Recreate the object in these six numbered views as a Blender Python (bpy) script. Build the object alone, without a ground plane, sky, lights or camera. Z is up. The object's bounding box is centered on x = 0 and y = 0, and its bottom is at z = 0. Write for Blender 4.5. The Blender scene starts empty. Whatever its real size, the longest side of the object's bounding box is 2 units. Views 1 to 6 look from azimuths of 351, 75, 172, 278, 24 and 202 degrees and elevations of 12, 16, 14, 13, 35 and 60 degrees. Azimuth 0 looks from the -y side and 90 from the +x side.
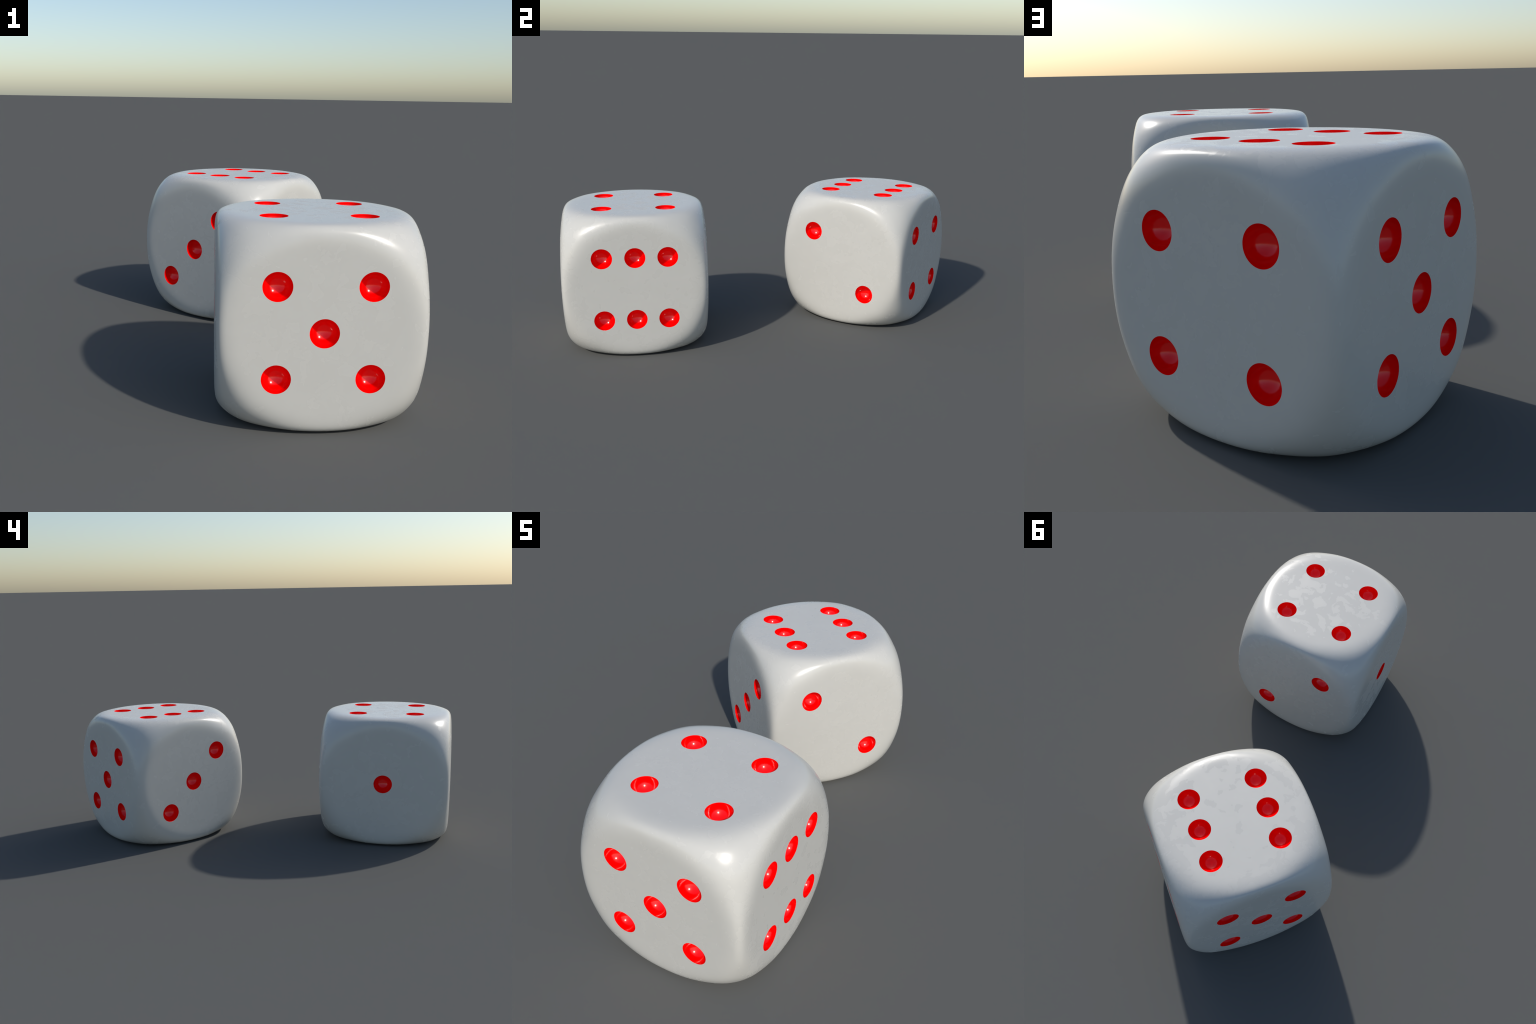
"""Two white plastic dice with red hemispherical pips, rolled onto the ground."""
import bpy, bmesh, math
import numpy as np
from mathutils import Matrix, Vector

# ------------------------------------------------------------------ sizes
HALF = 0.3245          # half the width across flats
BALL = 0.4522          # radius of the sphere that trims edges and corners
EDGE_SOFT = 0.036      # reach of the softening where two sides meet
BALL_SOFT = 0.048      # reach of the softening where sides meet the sphere
TIP = 0.0105           # how far a corner stands proud of the sphere
GRID = 130             # mesh cells along one face
PIP_R = 0.0455         # radius of the ball that cuts a pip
PIP_SINK = 0.0042      # the ball's centre lies this far below the face
PAINT = 0.0016         # thickness of the red lining
STEP = 0.1425          # pip spacing from the centre of a face
RIM = 96               # segments round a pip
RINGS = 24             # rings from rim to bottom of a pip


# ------------------------------------------------------------------ body shape
def soft_max(a, b, reach):
    """Maximum of a and b whose crossing is rounded off over a width of reach."""
    near = np.maximum(reach - np.abs(a - b), 0) / reach
    return np.maximum(a, b) + near ** 3 * reach / 6


def outside(p, edge=EDGE_SOFT, ball=BALL_SOFT):
    """Positive outside the die: a soft-edged cube trimmed by a sphere whose
    eight corner tips stand slightly proud."""
    q = np.sort(np.abs(p), axis=1)
    cube = soft_max(soft_max(q[:, 2], q[:, 1], edge), q[:, 0], edge) - HALF
    r = np.linalg.norm(p, axis=1)
    corner = 27 * np.prod(p, axis=1) ** 2 / r ** 6        # 1 on the corner diagonals
    return soft_max(cube, r - BALL - TIP * corner ** 4, ball)


def body_radius(d):
    """Distance from the centre to the skin along each unit direction d."""
    lo, hi = np.full(len(d), HALF * 0.9), np.full(len(d), 0.52)
    for _ in range(44):
        mid = (lo + hi) / 2
        far = outside(d * mid[:, None]) > 0
        lo, hi = np.where(far, lo, mid), np.where(far, mid, hi)
    return (lo + hi) / 2


def body_mesh():
    bm = bmesh.new()
    # a grid on each cube side, crowded towards the rounded border
    u = np.linspace(-1, 1, GRID + 1)
    u = np.sin(u * math.pi / 2 * 0.86) / math.sin(math.pi / 2 * 0.86)
    a, b = np.meshgrid(u, u, indexing="ij")
    sheets = []
    for axis in range(3):
        for sign in (1, -1):
            d = np.empty((GRID + 1, GRID + 1, 3))
            d[..., axis] = sign
            d[..., (axis + 1) % 3] = a * sign
            d[..., (axis + 2) % 3] = b
            sheets.append(d.reshape(-1, 3))
    d = np.vstack(sheets)
    d /= np.linalg.norm(d, axis=1)[:, None]
    p = d * body_radius(d)[:, None]
    # flat sides exactly flat
    p = np.where(np.abs(np.abs(p) - HALF) < 1e-6, np.sign(p) * HALF, p)
    n = GRID + 1
    verts = [bm.verts.new(v) for v in p]
    for s in range(6):
        o = s * n * n
        for i in range(GRID):
            for j in range(GRID):
                k = o + i * n + j
                bm.faces.new((verts[k], verts[k + n], verts[k + n + 1], verts[k + 1]))
    bmesh.ops.remove_doubles(bm, verts=bm.verts, dist=1e-5)
    bmesh.ops.recalc_face_normals(bm, faces=bm.faces)
    me = bpy.data.meshes.new("body")
    bm.to_mesh(me)
    bm.free()
    return me


# ------------------------------------------------------------------ pips
def pip_places():
    """Centre and outward normal of the 21 pips; opposite sides add up to seven."""
    s = STEP
    corners = [(-s, -s), (s, -s), (-s, s), (s, s)]
    layout = {1: [(0, 0)],
              2: [(-s, -s), (s, s)],
              3: [(-s, -s), (0, 0), (s, s)],
              4: corners,
              5: corners + [(0, 0)],
              6: corners + [(0, -s), (0, s)]}
    # value: (normal, first in-face axis, second in-face axis)
    sides = {4: ((0, 0, 1), (1, 0, 0), (0, 1, 0)),
             3: ((0, 0, -1), (1, 0, 0), (0, 1, 0)),
             6: ((1, 0, 0), (0, 1, 0), (0, 0, 1)),
             1: ((-1, 0, 0), (0, 1, 0), (0, 0, 1)),
             5: ((0, -1, 0), (1, 0, 0), (0, 0, 1)),
             2: ((0, 1, 0), (-1, 0, 0), (0, 0, 1))}
    places = []
    for value, (n, f, g) in sides.items():
        n, f, g = Vector(n), Vector(f), Vector(g)
        for i, j in layout[value]:
            places.append((n * HALF + f * i + g * j, n, f))
    return places


def place_matrix(c, n, f):
    g = n.cross(f)
    m = Matrix((f, g, n)).transposed().to_4x4()
    m.translation = c
    return m


def bowl_point(u, swell):
    """Radius and height of the bowl's profile from rim (u = 0) to bottom (u = 1),
    swollen outwards by up to swell below the rim."""
    start = -math.asin(PIP_SINK / PIP_R)
    t = start + u * (math.pi / 2 - start)
    r = PIP_R + swell * (1 - (1 - u) ** 8)
    return r * math.cos(t), -PIP_SINK - r * math.sin(t)


def ring_at(bm, radius, z):
    return [bm.verts.new((radius * math.cos(i * math.tau / RIM),
                          radius * math.sin(i * math.tau / RIM), z)) for i in range(RIM)]


def cap_rings(bm, rim, swell):
    """A bowl hanging from the rim ring; returns its faces."""
    prev, faces = rim, []
    for k in range(1, RINGS):
        ring = ring_at(bm, *bowl_point(k / RINGS, swell))
        for i in range(RIM):
            j = (i + 1) % RIM
            faces.append(bm.faces.new((prev[i], prev[j], ring[j], ring[i])))
        prev = ring
    low = bm.verts.new((0, 0, bowl_point(1, swell)[1]))
    for i in range(RIM):
        faces.append(bm.faces.new((prev[i], prev[(i + 1) % RIM], low)))
    return faces


def rim_ring(bm):
    return ring_at(bm, bowl_point(0, 0)[0], 0.0)


def pip_mesh():
    """Red paint lining: the visible bowl in front, a deeper back in its socket."""
    bm = bmesh.new()
    rim = rim_ring(bm)
    cap_rings(bm, rim, 0)
    back = cap_rings(bm, rim, 2 * PAINT)
    bmesh.ops.reverse_faces(bm, faces=back)
    me = bpy.data.meshes.new("pip")
    bmesh.ops.recalc_face_normals(bm, faces=bm.faces)
    bm.to_mesh(me)
    bm.free()
    me.shade_smooth()
    me.set_sharp_from_angle(angle=math.radians(60))
    return me


def drill(body, places):
    """Cut a socket for every pip, a little deeper than its bowl."""
    bm = bmesh.new()
    for c, n, f in places:
        first = len(bm.verts)
        rim = rim_ring(bm)
        cap_rings(bm, rim, PAINT)
        lid = [bm.verts.new((v.co.x, v.co.y, 0.03)) for v in rim]
        for i in range(RIM):
            j = (i + 1) % RIM
            bm.faces.new((rim[j], rim[i], lid[i], lid[j]))
        bm.faces.new(lid)
        bm.verts.ensure_lookup_table()
        bmesh.ops.transform(bm, matrix=place_matrix(c, n, f), verts=bm.verts[first:])
    bmesh.ops.recalc_face_normals(bm, faces=bm.faces)
    me = bpy.data.meshes.new("drill")
    bm.to_mesh(me)
    bm.free()
    cutter = bpy.data.objects.new("drill", me)
    bpy.context.collection.objects.link(cutter)
    mod = body.modifiers.new("sockets", "BOOLEAN")
    mod.operation, mod.solver, mod.object = "DIFFERENCE", "EXACT", cutter
    graph = bpy.context.evaluated_depsgraph_get()
    done = bpy.data.meshes.new_from_object(body.evaluated_get(graph))
    body.modifiers.clear()
    old, body.data = body.data, done
    bpy.data.meshes.remove(old)
    bpy.data.objects.remove(cutter)
    bpy.data.meshes.remove(me)
    done.name = "body"
    done.shade_smooth()
    done.set_sharp_from_angle(angle=math.radians(40))


# ------------------------------------------------------------------ materials
def node(nt, kind, **inputs):
    n = nt.nodes.new(kind)
    for k, v in inputs.items():
        n.inputs[k.replace("_", " ")].default_value = v
    return n


def ramp(nt, source, stops):
    n = nt.nodes.new("ShaderNodeValToRGB")
    while len(n.color_ramp.elements) < len(stops):
        n.color_ramp.elements.new(0.5)
    for e, (pos, col) in zip(n.color_ramp.elements, stops):
        e.position = pos
        e.color = (*col, 1) if isinstance(col, tuple) else (col, col, col, 1)
    nt.links.new(source, n.inputs["Fac"])
    return n.outputs["Color"]


def white_plastic():
    mat = bpy.data.materials.new("white_plastic")
    mat.use_nodes = True
    nt = mat.node_tree
    bsdf = nt.nodes["Principled BSDF"]
    co = nt.nodes.new("ShaderNodeTexCoord").outputs["Object"]
    link = nt.links.new

    # fine wobble of the coordinates, so that smears get ragged edges
    warp = node(nt, "ShaderNodeTexNoise", Scale=9.0, Detail=3.0)
    link(co, warp.inputs["Vector"])
    shift = nt.nodes.new("ShaderNodeVectorMath")
    shift.operation = "MULTIPLY_ADD"
    shift.inputs[1].default_value = (0.09, 0.09, 0.09)
    link(warp.outputs["Color"], shift.inputs[0])
    link(co, shift.inputs[2])

    # smudges left by fingers: hard-edged duller blots, thick in some areas
    blot = node(nt, "ShaderNodeTexNoise", Scale=19.0, Detail=3.0, Roughness=0.5)
    link(shift.outputs[0], blot.inputs["Vector"])
    where = node(nt, "ShaderNodeTexNoise", Scale=3.2, Detail=1.0)
    link(co, where.inputs["Vector"])
    wear = nt.nodes.new("ShaderNodeMath")
    wear.operation = "MULTIPLY_ADD"
    wear.inputs[1].default_value = 0.45
    link(where.outputs["Fac"], wear.inputs[0])
    link(blot.outputs["Fac"], wear.inputs[2])
    # the six side has been handled most
    axes = nt.nodes.new("ShaderNodeSeparateXYZ")
    link(co, axes.inputs[0])
    flat = nt.nodes.new("ShaderNodeMapRange")
    flat.inputs["From Min"].default_value = 0.285
    flat.inputs["From Max"].default_value = 0.322
    flat.inputs["To Max"].default_value = 0.13
    link(axes.outputs["X"], flat.inputs["Value"])
    handled = nt.nodes.new("ShaderNodeMath")
    handled.operation = "ADD"
    link(flat.outputs[0], handled.inputs[0])
    link(wear.outputs[0], handled.inputs[1])
    # hands polish the rounded edges clean
    reach = nt.nodes.new("ShaderNodeVectorMath")
    reach.operation = "LENGTH"
    link(co, reach.inputs[0])
    clean = nt.nodes.new("ShaderNodeMapRange")
    clean.inputs["From Min"].default_value = 0.365
    clean.inputs["From Max"].default_value = 0.415
    clean.inputs["To Max"].default_value = 0.11
    link(reach.outputs["Value"], clean.inputs["Value"])
    dull = nt.nodes.new("ShaderNodeMath")
    dull.operation = "SUBTRACT"
    link(handled.outputs[0], dull.inputs[0])
    link(clean.outputs[0], dull.inputs[1])
    smear = ramp(nt, dull.outputs[0], [(0.735, 0.0), (0.775, 1.0)])

    rough = nt.nodes.new("ShaderNodeMapRange")
    rough.inputs["To Min"].default_value = 0.255
    rough.inputs["To Max"].default_value = 0.39
    link(smear, rough.inputs["Value"])
    link(rough.outputs[0], bsdf.inputs["Roughness"])

    # faint cloudiness of the plastic
    cloud = node(nt, "ShaderNodeTexNoise", Scale=14.0, Detail=6.0, Roughness=0.6)
    link(shift.outputs[0], cloud.inputs["Vector"])
    tone = ramp(nt, cloud.outputs["Fac"], [(0.35, (0.575, 0.560, 0.513)), (0.65, (0.586, 0.571, 0.524))])
    link(tone, bsdf.inputs["Base Color"])

    # hairline scratches, faint and broken
    crack = nt.nodes.new("ShaderNodeTexVoronoi")
    crack.feature = "DISTANCE_TO_EDGE"
    crack.inputs["Scale"].default_value = 6.0
    link(shift.outputs[0], crack.inputs["Vector"])
    line = ramp(nt, crack.outputs["Distance"], [(0.0, 0.0), (0.010, 1.0)])
    patchy = node(nt, "ShaderNodeTexNoise", Scale=5.0, Detail=1.0)
    link(co, patchy.inputs["Vector"])
    depth = nt.nodes.new("ShaderNodeMapRange")
    depth.inputs["From Min"].default_value = 0.45
    depth.inputs["From Max"].default_value = 0.65
    depth.inputs["To Max"].default_value = 0.045
    link(patchy.outputs["Fac"], depth.inputs["Value"])
    bump = node(nt, "ShaderNodeBump", Distance=0.002)
    link(depth.outputs[0], bump.inputs["Strength"])
    link(line, bump.inputs["Height"])
    link(bump.outputs[0], bsdf.inputs["Normal"])
    return mat


def red_paint():
    mat = bpy.data.materials.new("red_paint")
    mat.use_nodes = True
    nt = mat.node_tree
    bsdf = nt.nodes["Principled BSDF"]
    co = nt.nodes.new("ShaderNodeTexCoord").outputs["Object"]
    grain = node(nt, "ShaderNodeTexNoise", Scale=60.0, Detail=3.0)
    nt.links.new(co, grain.inputs["Vector"])
    tone = ramp(nt, grain.outputs["Fac"], [(0.3, (0.97, 0.0, 0.0)), (0.7, (1.0, 0.0, 0.0))])
    nt.links.new(tone, bsdf.inputs["Base Color"])
    bsdf.inputs["Roughness"].default_value = 0.15
    return mat


# ------------------------------------------------------------------ build
def build():
    scene = bpy.context.collection
    white, red = white_plastic(), red_paint()
    places = pip_places()

    body = bpy.data.objects.new("body", body_mesh())
    scene.objects.link(body)
    drill(body, places)
    body.data.materials.clear()
    body.data.materials.append(white)
    pip_data = pip_mesh()
    pip_data.materials.append(red)

    # how each die lies: where it stands, its heading, and which side is up
    four_up = Matrix.Identity(3)
    six_up = Matrix(((0, 1, 0), (0, 0, 1), (1, 0, 0)))       # x -> z, y -> x, z -> y
    lying = [((0.0959, -0.6534), -5.05, four_up, "white rounded die with red pips, four on top"),
             ((-0.0004, 0.5574), -45.0, six_up, "white rounded die with red pips, six on top")]
    for (x, y), yaw, roll, label in lying:
        die = bpy.data.objects.new("die", None)
        scene.objects.link(die)
        die.location = (x, y, 0)
        die.rotation_euler = (0, 0, math.radians(yaw))
        die.empty_display_size = 0.1
        die["label"], die["category"] = label, "die"
        stand = Matrix.Translation((0, 0, HALF)) @ roll.to_4x4()
        if body.parent is None:
            part = body
        else:
            part = body.copy()
            scene.objects.link(part)
        part.parent = die
        part.matrix_local = stand
        for c, n, f in places:
            pip = bpy.data.objects.new("pip", pip_data)
            scene.objects.link(pip)
            pip.parent = part
            pip.matrix_local = place_matrix(c, n, f)


build()
